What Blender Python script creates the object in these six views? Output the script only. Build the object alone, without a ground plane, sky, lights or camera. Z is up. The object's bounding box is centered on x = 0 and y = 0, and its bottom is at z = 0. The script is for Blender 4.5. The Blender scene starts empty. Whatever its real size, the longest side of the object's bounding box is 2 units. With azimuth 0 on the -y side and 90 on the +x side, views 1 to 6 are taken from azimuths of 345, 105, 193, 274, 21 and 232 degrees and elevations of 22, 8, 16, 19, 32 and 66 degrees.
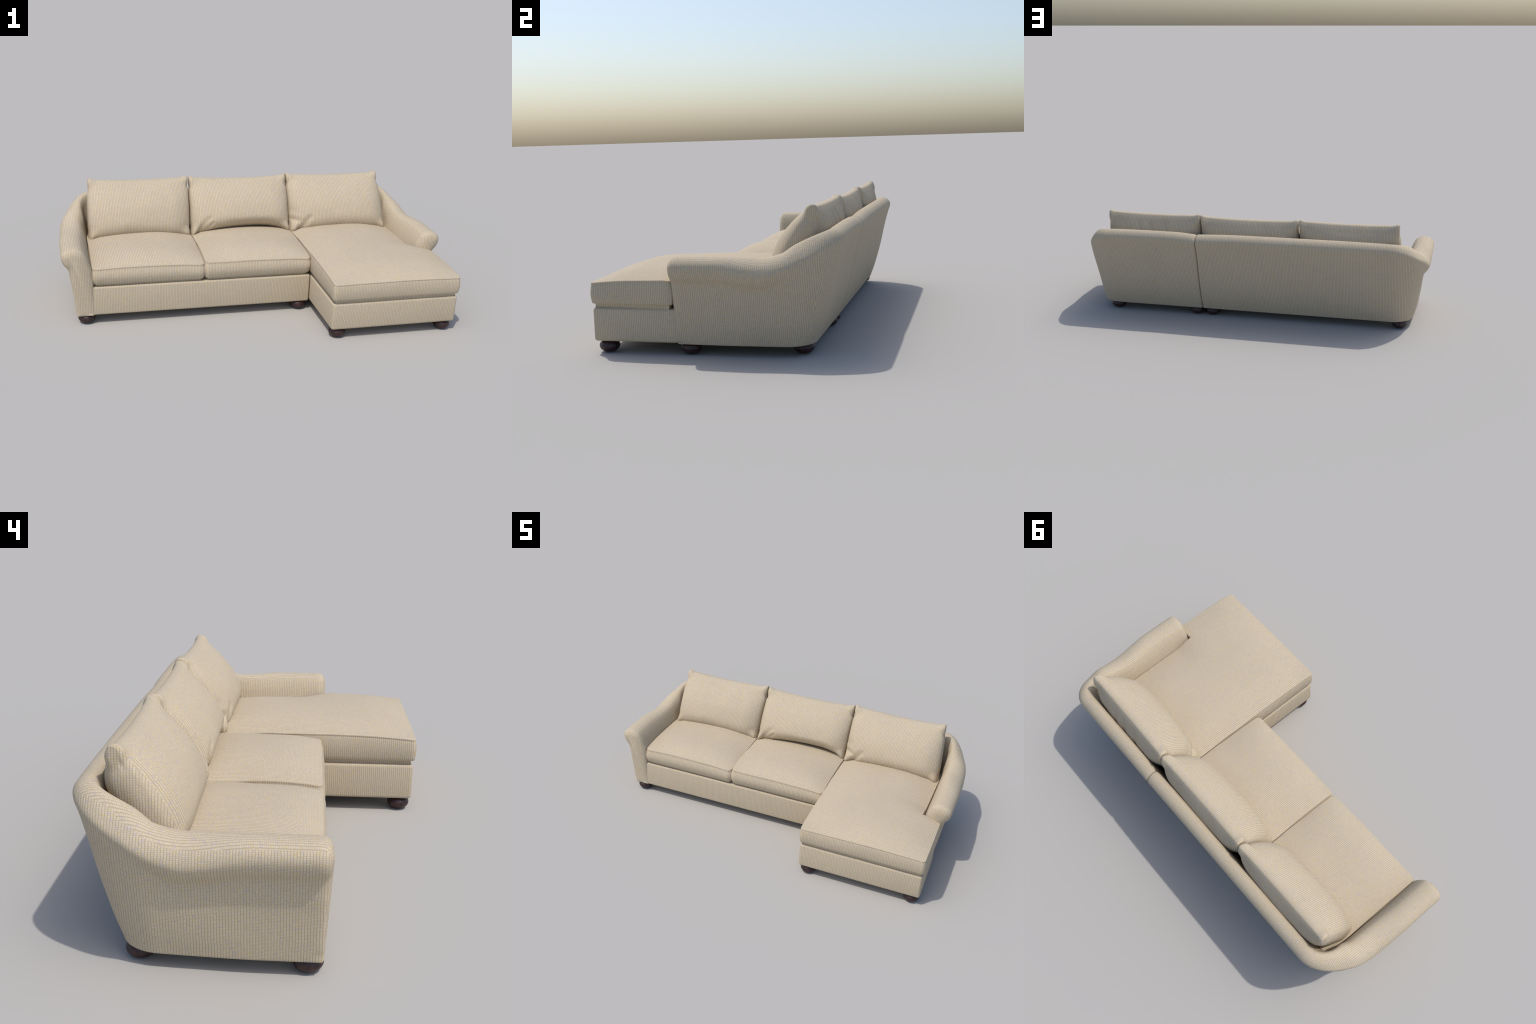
# A three-seat sectional sofa with a chaise on the right: leaning back that
# flows round the corners into rolled arms, loose seat and back cushions,
# striped woven upholstery, dark turned bun feet.
import bpy, bmesh, math
from mathutils import Vector, noise

# ----------------------------------------------------------------- helpers
def catmull(pts, per):
    """Smooth open curve through control points, 'per' samples per span."""
    P = [Vector(p) for p in pts]
    P = [P[0] * 2 - P[1]] + P + [P[-1] * 2 - P[-2]]
    out = []
    for i in range(1, len(P) - 2):
        a, b, c, d = P[i - 1:i + 3]
        for k in range(per):
            t = k / per
            out.append(0.5 * ((2 * b) + (c - a) * t + (2 * a - 5 * b + 4 * c - d) * t * t
                              + (3 * b - a - 3 * c + d) * t ** 3))
    out.append(P[-2].copy())
    return out


def smooth(t):
    t = max(0.0, min(1.0, t))
    return t * t * (3 - 2 * t)


def lerp(a, b, t):
    return a + (b - a) * t


def interp(x, knots):
    if x <= knots[0][0]:
        return knots[0][1]
    for (xa, ya), (xb, yb) in zip(knots, knots[1:]):
        if x <= xb:
            return lerp(ya, yb, smooth((x - xa) / (xb - xa)))
    return knots[-1][1]


def lumps(p, scale, seed):
    return noise.noise(Vector(p) * scale + Vector((seed * 7.31, seed * 3.17, seed * 1.7)))


root = bpy.data.objects.new("sectional_sofa", None)
bpy.context.scene.collection.objects.link(root)
root["label"] = "cream striped fabric sectional sofa with right chaise and rolled arms"
root["category"] = "sectional sofa"


def add_object(name, verts, faces, material, parent=root, normals=None, recalc=True):
    mesh = bpy.data.meshes.new(name)
    mesh.from_pydata([tuple(v) for v in verts], [], faces)
    if recalc:
        bm = bmesh.new()
        bm.from_mesh(mesh)
        bmesh.ops.recalc_face_normals(bm, faces=bm.faces)
        bm.to_mesh(mesh)
        bm.free()
    mesh.polygons.foreach_set("use_smooth", [True] * len(mesh.polygons))
    if normals:
        mesh.normals_split_custom_set_from_vertices(normals)
    mesh.materials.append(material)
    mesh.update()
    obj = bpy.data.objects.new(name, mesh)
    bpy.context.scene.collection.objects.link(obj)
    obj.parent = parent
    return obj


# --------------------------------------------------------------- materials
class Nodes:
    def __init__(self, material):
        self.tree = material.node_tree
        self.tree.nodes.clear()

    def node(self, kind, **props):
        n = self.tree.nodes.new(kind)
        for k, v in props.items():
            setattr(n, k, v)
        return n

    def link(self, a, b):
        self.tree.links.new(a, b)

    def math(self, op, a, b=None, c=None):
        n = self.node("ShaderNodeMath", operation=op)
        for i, v in enumerate((a, b, c)):
            if v is None:
                continue
            if isinstance(v, (int, float)):
                n.inputs[i].default_value = v
            else:
                self.link(v, n.inputs[i])
        return n.outputs[0]

    def step(self, v, lo, hi):
        n = self.node("ShaderNodeMapRange", interpolation_type="SMOOTHSTEP")
        self.link(v, n.inputs[0])
        n.inputs[1].default_value, n.inputs[2].default_value = lo, hi
        return n.outputs[0]

    def mix(self, f, a, b, blend="MIX"):
        n = self.node("ShaderNodeMix", data_type="RGBA", blend_type=blend)
        for sock, v in ((n.inputs[0], f), (n.inputs[6], a), (n.inputs[7], b)):
            if isinstance(v, (int, float)):
                sock.default_value = v
            elif isinstance(v, tuple):
                sock.default_value = (*v, 1)
            else:
                self.link(v, sock)
        return n.outputs[2]


COLUMN, STITCH = 0.0078, 0.0044      # width of one rib, height of one stitch
YELLOW = (0.600, 0.494, 0.322)
LILAC = (0.534, 0.469, 0.402)
GAP = (0.365, 0.302, 0.201)


def upholstery():
    m = bpy.data.materials.new("striped_woven_upholstery")
    m.use_nodes = True
    N = Nodes(m)
    out = N.node("ShaderNodeOutputMaterial")
    bsdf = N.node("ShaderNodeBsdfPrincipled")
    N.link(bsdf.outputs[0], out.inputs[0])
    co = N.node("ShaderNodeTexCoord")
    pos = N.node("ShaderNodeSeparateXYZ")
    N.link(co.outputs["Object"], pos.inputs[0])
    nor = N.node("ShaderNodeSeparateXYZ")
    N.link(co.outputs["Normal"], nor.inputs[0])
    ax, ay = (N.math("ABSOLUTE", nor.outputs[i]) for i in range(2))
    # cloth laid on by the side each surface faces: ribs run up the walls and
    # front to back along the tops
    nz = nor.outputs[2]
    sideways = N.math("GREATER_THAN", ax, N.math("MAXIMUM", ay, nz))
    upward = N.math("GREATER_THAN", nz, ay)
    x, y, z = pos.outputs
    u = N.math("ADD", N.math("MULTIPLY", sideways, y),
               N.math("MULTIPLY", N.math("SUBTRACT", 1.0, sideways), x))
    top = N.math("MULTIPLY", upward, N.math("SUBTRACT", 1.0, sideways))
    v = N.math("ADD", N.math("MULTIPLY", top, y),
               N.math("MULTIPLY", N.math("SUBTRACT", 1.0, top), z))
    # slight wander of the threads
    wob = N.node("ShaderNodeTexNoise")
    wob.inputs["Scale"].default_value = 38
    wob.inputs["Detail"].default_value = 1
    N.link(co.outputs["Object"], wob.inputs["Vector"])
    w = N.math("SUBTRACT", wob.outputs[0], 0.5)
    uu = N.math("ADD", N.math("DIVIDE", N.math("ADD", u, 10.0), COLUMN), N.math("MULTIPLY", w, 0.35))
    col = N.math("FLOOR", uu)
    fu = N.math("ABSOLUTE", N.math("SUBTRACT", N.math("FRACT", uu), 0.5))
    rnd = N.node("ShaderNodeTexWhiteNoise", noise_dimensions="1D")
    N.link(col, rnd.inputs["W"])
    vv = N.math("ADD", N.math("DIVIDE", N.math("ADD", v, 10.0), STITCH), N.math("MULTIPLY", w, 0.6))
    vv = N.math("ADD", vv, N.math("MULTIPLY", rnd.outputs[0], 0.25))
    row = N.math("FLOOR", vv)
    fv = N.math("ABSOLUTE", N.math("SUBTRACT", N.math("FRACT", vv), 0.5))
    parity = N.math("FLOORED_MODULO", N.math("ADD", col, row), 2.0)
    cell = N.node("ShaderNodeCombineXYZ")
    N.link(col, cell.inputs[0])
    N.link(row, cell.inputs[1])
    each = N.node("ShaderNodeTexWhiteNoise", noise_dimensions="2D")
    N.link(cell.outputs[0], each.inputs["Vector"])
    flip = N.math("LESS_THAN", each.outputs[0], 0.06)
    kind = N.math("ABSOLUTE", N.math("SUBTRACT", parity, flip))
    thread = N.mix(kind, YELLOW, LILAC)
    tone = N.math("ADD", 0.94, N.math("MULTIPLY", each.outputs[0], 0.12))
    toned = N.node("ShaderNodeVectorMath", operation="SCALE")
    N.link(thread, toned.inputs[0])
    N.link(tone, toned.inputs[3])
    gap_u = N.step(fu, 0.19, 0.48)
    gap_v = N.math("MULTIPLY", N.step(fv, 0.08, 0.50), 0.58)
    gap = N.math("MAXIMUM", gap_u, gap_v)
    colour = N.mix(N.math("MULTIPLY", gap, 0.85), toned.outputs[0], GAP)
    big = N.node("ShaderNodeTexNoise")
    big.inputs["Scale"].default_value = 5
    big.inputs["Detail"].default_value = 2
    N.link(co.outputs["Object"], big.inputs["Vector"])
    shade = N.node("ShaderNodeVectorMath", operation="SCALE")
    N.link(colour, shade.inputs[0])
    N.link(N.math("ADD", 0.96, N.math("MULTIPLY", big.outputs[0], 0.08)), shade.inputs[3])
    N.link(shade.outputs[0], bsdf.inputs["Base Color"])
    bsdf.inputs["Roughness"].default_value = 0.88
    bsdf.inputs["Specular IOR Level"].default_value = 0.2
    bump = N.node("ShaderNodeBump")
    bump.inputs["Strength"].default_value = 0.35
    bump.inputs["Distance"].default_value = 0.0012
    N.link(N.math("SUBTRACT", 1.0, gap), bump.inputs["Height"])
    N.link(bump.outputs[0], bsdf.inputs["Normal"])
    return m


def dark_wood():
    m = bpy.data.materials.new("dark_mahogany_wood")
    m.use_nodes = True
    N = Nodes(m)
    out = N.node("ShaderNodeOutputMaterial")
    bsdf = N.node("ShaderNodeBsdfPrincipled")
    N.link(bsdf.outputs[0], out.inputs[0])
    co = N.node("ShaderNodeTexCoord")
    mp = N.node("ShaderNodeMapping")
    mp.inputs["Scale"].default_value = (45, 45, 12)
    N.link(co.outputs["Object"], mp.inputs[0])
    grain = N.node("ShaderNodeTexNoise")
    grain.inputs["Scale"].default_value = 2.5
    grain.inputs["Detail"].default_value = 5
    N.link(mp.outputs[0], grain.inputs["Vector"])
    N.link(N.mix(N.step(grain.outputs[0], 0.35, 0.7), (0.016, 0.007, 0.008), (0.052, 0.016, 0.015)),
           bsdf.inputs["Base Color"])
    bsdf.inputs["Roughness"].default_value = 0.42
    return m


FABRIC = upholstery()
WOOD = dark_wood()

# ------------------------------------------- shell: arms flowing into the back
CORNER_X, CORNER_Y = 0.800, 0.290     # plan centre of the rounded corners
ARM_FRONT = -0.155
SEAM_X = 0.279                        # where the two modules meet
FLOOR_GAP = 0.044

# sections as (outward distance from the corner centre line, height):
# up the outside, over the roll, down the inside
ARM_TIP = [(.1300, .050), (.1385, .11), (.1480, .19), (.1565, .245), (.1625, .282), (.1700, .303),
           (.1880, .326), (.1980, .358), (.1910, .384), (.1670, .402), (.1310, .406), (.0990, .393),
           (.0770, .360), (.0620, .318), (.0490, .270), (.0450, .160), (.0450, .050)]
ARM_MIDDLE = [(.1220, .050), (.1360, .11), (.1490, .19), (.1530, .235), (.1560, .262), (.1640, .282),
              (.1815, .303), (.1935, .332), (.1830, .366), (.1550, .390), (.1170, .400), (.0870, .388),
              (.0680, .352), (.0580, .312), (.0480, .265), (.0450, .160), (.0450, .050)]
CORNER = [(.1120, .050), (.1260, .11), (.1420, .19), (.1570, .260), (.1680, .310), (.1750, .345),
          (.1800, .370), (.1820, .393), (.1700, .414), (.1500, .435), (.1220, .450), (.0950, .444),
          (.0760, .415), (.0660, .370), (.0540, .300), (.0450, .180), (.0450, .050)]
BACK = [(.1090, .050), (.1310, .11), (.1550, .19), (.1740, .265), (.1880, .330), (.2020, .385),
        (.2150, .430), (.2240, .457), (.2220, .477), (.2060, .496), (.1820, .504), (.1630, .496),
        (.1530, .474), (.1410, .430), (.1150, .350), (.0800, .190), (.0600, .050)]
# where along the plan line (y on the straight arm, then round the corner) each one stands
KEYS = [(-.30, ARM_TIP), (.02, ARM_TIP), (.20, ARM_MIDDLE), (.381, CORNER), (.600, BACK), (.80, BACK)]
PER = 6


def glide(x, knots):
    """Curve through (x, value) knots that never overshoots them."""
    n = len(knots)
    slopes = [(knots[i + 1][1] - knots[i][1]) / (knots[i + 1][0] - knots[i][0]) for i in range(n - 1)]
    tang = [slopes[0]] + [0.0 if p * q <= 0 else 2 * p * q / (p + q) for p, q in zip(slopes, slopes[1:])] + [slopes[-1]]
    for i in range(n - 1):
        (xa, ya), (xb, yb) = knots[i], knots[i + 1]
        if x <= xb or i == n - 2:
            h = xb - xa
            t = max(0.0, min(1.0, (x - xa) / h))
            return (ya * (1 + 2 * t) * (1 - t) ** 2 + tang[i] * h * t * (1 - t) ** 2
                    + yb * t * t * (3 - 2 * t) + tang[i + 1] * h * t * t * (t - 1))


def section(arc):
    ctrl = [tuple(glide(arc, [(at, shape[i][k]) for at, shape in KEYS]) for k in (0, 1)) for i in range(len(BACK))]
    line = [Vector((p.x, p.y)) for p in catmull([(*c, 0) for c in ctrl], PER)]
    o0, o1 = line[0].x, line[-1].x
    z0 = FLOOR_GAP
    # small rolled bottom edge, then straight across underneath
    return line + [Vector((o1 + .001, z0 + .002)), Vector((o1 + .004, z0)),
                   Vector((lerp(o1, o0, .5), z0)), Vector((o0 - .005, z0)), Vector((o0 - .001, z0 + .002))]


def inset(ring, d):
    """Move a closed ring inward by d (a number, or one per point)."""
    n, out = len(ring), []
    ds = d if isinstance(d, list) else [d] * n
    area = sum(ring[i].x * ring[(i + 1) % n].y - ring[(i + 1) % n].x * ring[i].y for i in range(n))
    sign = 1 if area > 0 else -1
    foot_out, foot_in = ring[0].x, ring[n - 6].x
    for i in range(n):
        t = (ring[(i + 2) % n] - ring[i - 2])
        t.normalize()
        p = ring[i] + Vector((-t.y, t.x)) * ds[i] * sign
        if ring[i].y < FLOOR_GAP + .03:          # square lower corners stay square
            p = ring[i].copy()
            p.y = max(p.y, FLOOR_GAP + ds[i])
            p.x = min(max(p.x, foot_in + ds[i]), foot_out - ds[i])
        out.append(p)
    return out


def shell(side, seam):
    """side -1: left arm and long back; +1: right arm and short back."""
    stations = []                      # (place function, section ring)
    def on_arm(y):
        return lambda o, z: Vector((side * (CORNER_X + o), y, z))
    def on_corner(th):
        return lambda o, z: Vector((side * (CORNER_X + o * math.cos(th)), CORNER_Y + o * math.sin(th), z))
    def on_back(x):
        return lambda o, z: Vector((x, CORNER_Y + o, z))
    front = section(ARM_FRONT + .02)
    radius = [lerp(.008, .014, smooth((p.y - .20) / .10)) for p in front]
    swell = [.003 + .014 * smooth((p.y - .06) / .28) for p in front]     # padded front panel
    for d, k in ((2.2, 1.0), (1.5, 1.0), (1.0, 1.0), (.70, .955), (.42, .81), (.20, .60), (.06, .34)):
        ring = inset(front, [r * d for r in radius])
        ys = [ARM_FRONT + .002 + r * (1 - k) - w * (d / 2.2) ** .7 for r, w in zip(radius, swell)]
        stations.append((None, [on_arm(y)(p.x, p.y) for p, y in zip(ring, ys)]))
    y = ARM_FRONT + .023
    while y < CORNER_Y - 0.006:
        stations.append((on_arm(y), section(y)))
        y += 0.012
    split = None
    for i in range(25):
        th = math.radians(90) * i / 24
        if i == 10:
            split = len(stations)
        stations.append((on_corner(th), section(CORNER_Y + 0.20 * th)))
    back_ring = section(.75)
    x0 = side * CORNER_X
    steps = max(8, int(abs(seam - x0) / 0.02))
    Rs = 0.013 if side > 0 else 0.009
    end = seam - math.copysign(Rs, seam - x0)
    for i in range(1, steps + 1):
        x = lerp(x0, end, i / steps)
        # upholstery swells a touch between the seams
        lift = 0.004 * max(0.0, math.sin(math.pi * i / steps)) ** 0.5 - 0.004 * smooth((i / steps - .8) / .2)
        ring = [Vector((p.x, p.y + lift * smooth((p.y - .35) / .12))) for p in back_ring]
        stations.append((on_back(x), ring))
    for d, k in ((Rs * .1, .45), (Rs * .4, .8), (Rs, 1.0), (Rs + .004, 1.0)):
        last = stations[-1][1] if k == .45 else last
        stations.append((on_back(end + math.copysign(Rs * k, seam - x0)), inset(last, d)))
    verts, faces, owner = [], [], []
    n = len(stations[0][1])
    for place, ring in stations:
        verts += [place(p.x, p.y) for p in ring] if place else ring
    for s in range(len(stations) - 1):
        for i in range(n):
            j = (i + 1) % n
            faces.append((s * n + i, s * n + j, (s + 1) * n + j, (s + 1) * n + i))
            owner.append(s >= split)
    faces.append(tuple(range(n)))
    owner.append(False)
    faces.append(tuple(range((len(stations) - 1) * n, len(stations) * n)))
    owner.append(True)
    # one smooth surface: take its normals, then divide it into arm and back
    bm = bmesh.new()
    bv = [bm.verts.new(v) for v in verts]
    for f in faces:
        bm.faces.new([bv[i] for i in f])
    bmesh.ops.recalc_face_normals(bm, faces=bm.faces)
    bm.normal_update()
    bm.verts.index_update()
    normal = [v.normal.copy() for v in bm.verts]
    oriented = [tuple(v.index for v in f.verts) for f in bm.faces]
    bm.free()
    for name, want in (("armrest", False), ("backrest", True)):
        mine = [f for f, o in zip(oriented, owner) if o == want]
        used = sorted({i for f in mine for i in f})
        new = {i: k for k, i in enumerate(used)}
        add_object(name, [verts[i] for i in used], [tuple(new[i] for i in f) for f in mine], FABRIC,
                   normals=[normal[i] for i in used], recalc=False)


shell(-1, SEAM_X - 0.0005)
shell(+1, SEAM_X + 0.0005)


# ------------------------------------------------------------- upholstered base
def base(name, outline, z0, z1, radius):
    bm = bmesh.new()
    low = [bm.verts.new((x, y, z0)) for x, y in outline]
    face = bm.faces.new(low)
    up = bmesh.ops.extrude_face_region(bm, geom=[face])
    for v in (g for g in up["geom"] if isinstance(g, bmesh.types.BMVert)):
        v.co.z = z1
    bmesh.ops.recalc_face_normals(bm, faces=bm.faces)
    bmesh.ops.bevel(bm, geom=bm.edges[:], offset=radius, segments=4, profile=0.5, affect="EDGES", clamp_overlap=True)
    mesh = bpy.data.meshes.new(name)
    bm.to_mesh(mesh)
    bm.free()
    mesh.polygons.foreach_set("use_smooth", [True] * len(mesh.polygons))
    mesh.set_sharp_from_angle(angle=math.radians(40))
    mesh.materials.append(FABRIC)
    obj = bpy.data.objects.new(name, mesh)
    bpy.context.scene.collection.objects.link(obj)
    obj.parent = root
    return obj


base("seat_base", [(-.862, -.153), (.2775, -.153), (.2775, .375), (-.862, .375)], .048, .199, .009)
base("chaise_base", [(.2815, -.5135), (.9495, -.5135), (.9420, -.170), (.8900, .040), (.8660, .375), (.2815, .375)],
     .050, .191, .012)


# -------------------------------------------------------------- seat cushions
def spaced(a, b, fine, coarse, zone):
    """Grid lines from a to b, closer together near both ends."""
    out, x = [a], a
    while True:
        d = min(x - a, b - x)
        stepsize = fine if d < zone else coarse
        x += stepsize
        if x > b - fine * 0.6:
            break
        out.append(x)
    return out + [b]


def cushion(name, x0, x1, y0, y1, notch, z_low, z_edge, rise, seed, corner=0.009, swell=0.004, groove=0.0012, back=.345, left_up=0.0, right_up=0.0):
    """Boxed cushion, crowned on top, with a stitched edge; notch=(x, y) leaves
    out the corner beyond x and behind y, where the arm stands."""
    lip = 0.006
    a0, a1, b0, b1 = x0 + lip, x1 - lip, y0 + lip, y1 - lip
    xs, ys = spaced(a0, a1, .004, .012, .03), spaced(b0, b1, .004, .012, .03)
    if notch:
        nx, ny = notch[0] - lip, notch[1] - lip
        xs = sorted([x for x in xs if abs(x - nx) > .003] + [nx])
        ys = sorted([y for y in ys if abs(y - ny) > .003] + [ny])
    def keep(i, j):
        return not (notch and xs[i] >= nx - 1e-6 and ys[j] >= ny - 1e-6)
    cells = [(i, j) for i in range(len(xs) - 1) for j in range(len(ys) - 1) if keep(i, j)]
    corners = [(a0, b0, 1, 1), (a1, b0, -1, 1), (a0, b1, 1, -1), ((nx if notch else a1), b1, -1, -1)]
    if notch:
        corners.append((a1, ny, -1, -1))
    def rounded(x, y):
        for cx, cy, sx, sy in corners:
            p, q = corner - (x - cx) * sx, corner - (y - cy) * sy
            if 0 < p <= corner + 1e-6 and 0 < q <= corner + 1e-6:
                k = max(p, q) / math.hypot(p, q)
                return cx + sx * (corner - p * k), cy + sy * (corner - q * k)
        return x, y
    cy, hy = (y0 + back) / 2, (back - y0) / 2
    def crown(x, y):
        right = x1
        if notch:      # beside the arm the cushion is narrower
            right = lerp(x1, notch[0], smooth((y - ny + .03) / .15))
        ux = min(1.0, abs((x - (x0 + right) / 2) / ((right - x0) / 2)))
        uy = min(1.0, abs((y - cy) / hy))
        edge = 0.014 * (1 - uy ** 3) + 0.003 * (1 - ux * ux)
        puff = rise * (1 - ux ** 2.6) * (1 - uy ** 4.5)
        calm = .35 + .65 * smooth(min(x - x0, right - x, y - y0) / .05) if right > x else 0
        step = smooth((.16 - y) / .12)            # uneven neighbouring edges towards the front
        edge += step * (left_up * math.exp(-(x - x0) / .07) + right_up * math.exp(-(x1 - x) / .07))
        return z_edge + edge + puff + 0.003 * lumps((x, y, 0), 6, seed) * calm
    ids, verts = {}, []
    def vert(i, j):
        if (i, j) not in ids:
            x, y = rounded(xs[i], ys[j])
            ids[i, j] = len(verts)
            verts.append(Vector((x, y, crown(x, y))))
        return ids[i, j]
    faces = [(vert(i, j), vert(i + 1, j), vert(i + 1, j + 1), vert(i, j + 1)) for i, j in cells]
    # walk the rim
    count = {}
    for f in faces:
        for k in range(4):
            e = (f[k], f[(k + 1) % 4])
            count[e] = True
    nxt = {a: b for a, b in count if (b, a) not in count}
    first = next(iter(nxt))
    rim, v = [first], nxt[first]
    while v != first:
        rim.append(v)
        v = nxt[v]
    n = len(rim)
    out = []
    for k in range(n):
        t = verts[rim[(k + 1) % n]] - verts[rim[k - 1]]
        out.append(Vector((t.y, -t.x, 0)).normalized())
    # wall profile below the rim: rolled edge, stitched groove, soft belly, rolled bottom
    rows = [(.0028, -.0006, 0), (.0050, -.0024, 0), (.0058, -.0052, 0), (.0058 - groove, -.0078, 0), (.0056 - groove, -.0095, 0),
            (.0054, -.0118, 0)]
    belly = 10
    for k in range(1, belly):
        rows.append((.0058 + swell * math.sin(math.pi * k / belly), None, .93 * k / belly))
    rows += [(.0048, None, .965), (.0022, None, .993), (-.0025, None, 1.0), (-.0060, None, 1.0), (-.0085, None, 1.02),
             (-.0095, None, 1.08), (-.0095, None, 1.30), (-.045, None, 1.31)]
    prev = rim
    for o, dz, frac in rows:
        ring = []
        for k in range(n):
            base_v = verts[rim[k]]
            top_z = base_v.z - .0118
            z = base_v.z + dz if dz is not None else lerp(top_z, z_low, frac)
            wave = 0.0014 * lumps((base_v.x, base_v.y, z), 9, seed + 3) if o > 0 else 0
            ring.append(len(verts))
            verts.append(Vector((base_v.x, base_v.y, 0)) + out[k] * (o + wave) + Vector((0, 0, z)))
        for k in range(n):
            j = (k + 1) % n
            faces.append((prev[k], ring[k], ring[j], prev[j]))
        prev = ring
    faces.append(tuple(prev))
    return add_object(name, verts, faces, FABRIC)


cushion("seat_cushion", -.851, -.2885, -.152, .39, None, .211, .295, .033, 1, corner=.018, swell=.009, groove=.0005, right_up=-.005)
cushion("seat_cushion", -.2855, .2765, -.152, .39, None, .211, .295, .033, 2, corner=.018, swell=.009, groove=.0005, left_up=.007, right_up=-.004)
cushion("chaise_cushion", .2805, .9525, -.5185, .36, (.851, -.164), .208, .295, .044, 3, left_up=.002)


# --------------------------------------------------------------- back cushions
LOW = Vector((0, .275, .300))
UP = Vector((0, .396, .918)).normalized()
FRONT = Vector((0, -.918, .396)).normalized()
# (height along the lean, thickness towards the front)
PILLOW = [(-.022, .000), (-.018, .036), (-.003, .072), (.034, .093), (.085, .098), (.140, .094), (.190, .081),
          (.230, .066), (.268, .048), (.298, .032), (.313, .017), (.3185, .000),
          (.312, -.013), (.297, -.031), (.266, -.062), (.228, -.085), (.190, -.091), (.140, -.092), (.085, -.085),
          (.040, -.070), (.006, -.048), (-.016, -.022)]


def back_cushion(bottom, top, seed, folds, lift=0.0, back=(0.0, 0.0), drop=0.0):
    """bottom, top: x range of the lower and upper edge; folds: soft grooves
    (face, from (x, s) to (x, s), width, depth) in cushion fractions."""
    loop = catmull([(*p, 0) for p in PILLOW] + [(*PILLOW[0], 0)], 5)[:-1]
    n = len(loop)
    half = (bottom[1] - bottom[0]) / 2
    # stations: (fraction across, thickness factor, inset of the height, bulge of the end)
    across = []
    ends = [(1.0, m, .013, .004 * (1 - m * m)) for m in (0.0, .25, .5, .75)]
    R = .100
    turned = [(1.0 - R / half * (1 - math.sin(p)), 1 - .64 * (1 - math.cos(p)), .013 * (1 - math.cos(p)) ** 1.5, 0)
              for p in (math.radians(d) for d in (90, 80, 70, 60, 50, 40, 30, 20, 10))]
    ends = [(a, m * .36, i, b) for a, m, i, b in ends]
    inner = [i / 44 for i in range(-44, 45)]
    inner = [(t * (1.0 - R / half), 1.0, 0.0, 0.0) for t in inner]
    left = [(-a, m, i, b) for a, m, i, b in ends + turned]
    right = [(a, m, i, b) for a, m, i, b in reversed(ends + turned)]
    across = left + inner + right
    verts, faces = [], []
    for a, m, ins, bulge in across:
        sgn = 1 if a > 0 else -1
        for i, q in enumerate(loop):
            s, c = q.x, q.y
            # front and back halves of the end panel meet on its middle line
            s = lerp((s + loop[-i].x) / 2, s, min(1.0, m / .36))
            hs = (s + .022) / .338
            full = (.86 if c > 0 else .85) + (.25 if c > 0 else .17) * (1 - a * a)
            # towards the upper corners the cushion keeps its thickness: blunt ears
            full = lerp(full, 1.5, smooth((hs - .86) / .12) * smooth((abs(a) - .80) / .18))
            full = lerp(full, 1.45, smooth((.20 - hs) / .2) * smooth((abs(a) - .82) / .14))
            cc = c * full * m
            ss = s - ins * (1 if hs > .5 else -1) * smooth(abs(hs - .5) / .5)
            # upper edge sags between the corners, lower edge follows the crowned seat
            ss -= (.010 * (1 - abs(a) ** 2.2) + drop) * smooth((hs - .5) / .5)
            ss += (.016 * (1 - a * a) + lift * (1 - a ** 4) * (.75 + .35 * a)) * smooth((.40 - hs) / .40)
            ear = math.exp(-((1 - abs(a)) / .085) ** 2)
            ss += .013 * ear * smooth((hs - .82) / .18) - .016 * ear * smooth((.2 - hs) / .2)
            x = lerp(lerp(bottom[0], bottom[1], (a + 1) / 2), lerp(top[0], top[1], (a + 1) / 2), hs)
            x += sgn * bulge * (1 - smooth((hs - .70) / .2))
            # pinch under the ears and above the lower corners
            pinch = ear * (math.exp(-((hs - .86) / .045) ** 2) * .002 + math.exp(-((hs - .14) / .05) ** 2) * .003)
            x -= sgn * pinch
            push = 0.0
            for face, (xa, sa), (xb, sb), width, depth in folds:
                if (c > 0) != (face == "front"):
                    continue
                px, ps = a * half, hs * .338
                ax_, as_, bx_, bs_ = xa * half, sa * .338, xb * half, sb * .338
                L2 = (bx_ - ax_) ** 2 + (bs_ - as_) ** 2
                t = max(0, min(1, ((px - ax_) * (bx_ - ax_) + (ps - as_) * (bs_ - as_)) / L2))
                d = math.hypot(px - lerp(ax_, bx_, t), ps - lerp(as_, bs_, t))
                push -= depth * math.exp(-(d / width) ** 2) * (1 - .6 * t)
            soft = .0035 * lumps((x, ss, cc), 7, seed) + .0015 * lumps((x, ss, cc), 18, seed + 5)
            k = min(1.0, abs(c) / .05)
            cc += (push + soft * k) * (1 if c > 0 else -1) * min(1, m * 1.2)
            if c > -.02 and 0 < m < .60:             # dimple beside the upper corner
                x -= sgn * .0035 * math.exp(-((hs - .86) / .035) ** 2)
            verts.append(Vector((x, lerp(*back, (a + 1) / 2), 0)) + LOW + UP * ss + FRONT * cc)
    for s in range(len(across) - 1):
        for i in range(n):
            j = (i + 1) % n
            faces.append((s * n + i, s * n + j, (s + 1) * n + j, (s + 1) * n + i))
    bm = bmesh.new()
    bv = [bm.verts.new(v) for v in verts]
    for f in faces:
        bm.faces.new([bv[i] for i in f])
    # the middle line of each end: front and back halves meet
    for ring in (bv[:n], bv[-n:]):
        bm.faces.new(ring)
    bmesh.ops.remove_doubles(bm, verts=bm.verts[:], dist=1e-5)
    bmesh.ops.recalc_face_normals(bm, faces=bm.faces)
    bm.verts.index_update()
    V = [v.co.copy() for v in bm.verts]
    F = [tuple(v.index for v in f.verts) for f in bm.faces]
    bm.free()
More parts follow.
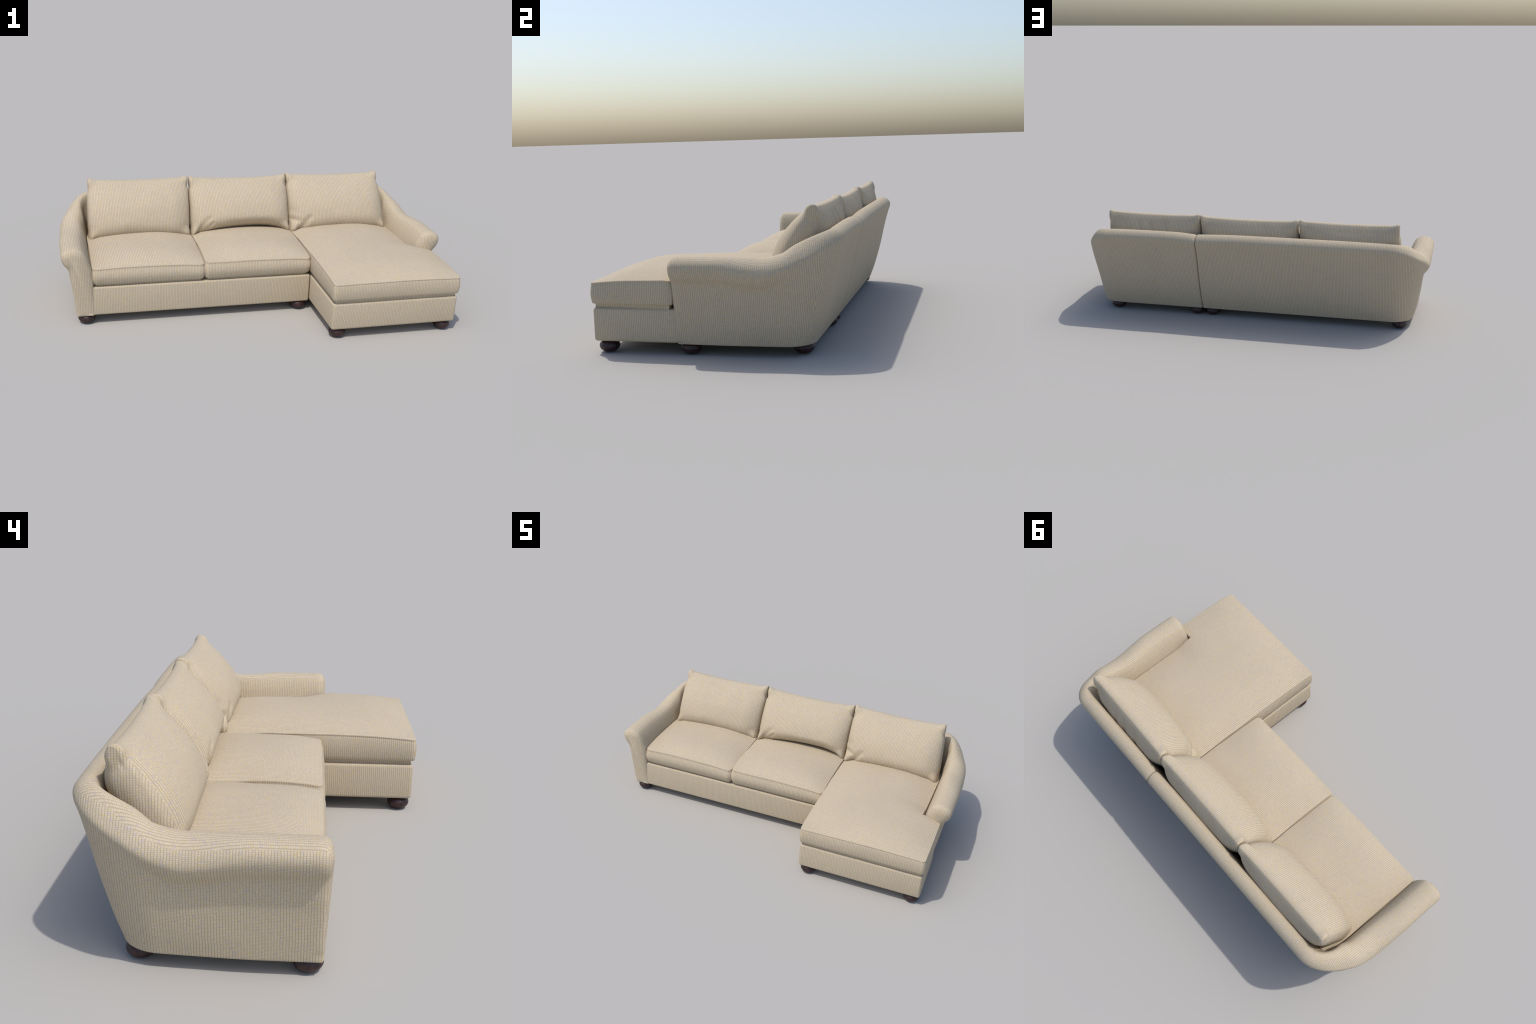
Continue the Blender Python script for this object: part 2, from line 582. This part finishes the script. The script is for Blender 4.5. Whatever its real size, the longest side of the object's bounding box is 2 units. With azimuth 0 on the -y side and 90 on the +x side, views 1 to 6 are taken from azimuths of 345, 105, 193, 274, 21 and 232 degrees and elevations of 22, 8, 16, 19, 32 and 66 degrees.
    return add_object("back_cushion", V, F, FABRIC)


back_cushion((-.840, -.294), (-.831, -.288), 11,
             [("front", (.97, .02), (.86, .16), .012, .010)], back=(.007, .010), drop=.002)
back_cushion((-.287, .272), (-.281, .272), 12,
             [("front", (-.90, .02), (-.66, .26), .013, .022), ("front", (-.80, .02), (-.60, .13), .010, .014),
              ("front", (.96, .02), (.86, .13), .010, .010)], lift=.040, back=(.008, .008), drop=.006)
back_cushion((.276, .842), (.277, .821), 13,
             [("front", (-.99, .22), (-.82, .17), .010, .022), ("front", (-.99, .38), (-.88, .34), .010, .008),
              ("front", (-.82, .02), (-.62, .22), .013, .022),
              ("back", (-.25, .9), (-.45, .5), .014, .006), ("back", (.05, .88), (-.10, .5), .014, .007),
              ("back", (.3, .88), (.15, .5), .014, .005)], back=(.006, -.003))


# ------------------------------------------------------------------------ feet
def foot_mesh():
    profile = catmull([(.000, .000, 0), (.020, .0005, 0), (.032, .006, 0), (.0405, .016, 0), (.0425, .027, 0),
                       (.0385, .038, 0), (.030, .046, 0), (.026, .050, 0), (.026, .056, 0)], 4)
    seg = 48
    verts = [Vector((0, 0, 0))]
    for p in profile[1:]:
        verts += [Vector((p.x * math.cos(2 * math.pi * k / seg), p.x * math.sin(2 * math.pi * k / seg), max(0.0, p.y)))
                  for k in range(seg)]
    faces = [(0, 1 + (k + 1) % seg, 1 + k) for k in range(seg)]
    rings = len(profile) - 1
    for r in range(rings - 1):
        for k in range(seg):
            j = (k + 1) % seg
            faces.append((1 + r * seg + k, 1 + r * seg + j, 1 + (r + 1) * seg + j, 1 + (r + 1) * seg + k))
    faces.append(tuple(1 + (rings - 1) * seg + k for k in range(seg)))
    return verts, faces


first_foot = add_object("foot", *foot_mesh(), WOOD)
spots = [(-.882, -.114), (-.846, .343), (.229, .350), (.229, -.112),
         (.901, -.467), (.327, -.467), (.886, -.110), (.814, .345), (.323, .352)]
for k, (x, y) in enumerate(spots):
    foot = first_foot if k == 0 else first_foot.copy()
    if k:
        bpy.context.scene.collection.objects.link(foot)
    foot.location = (x, y, 0)
    foot.rotation_euler = (0, 0, k * 1.3)
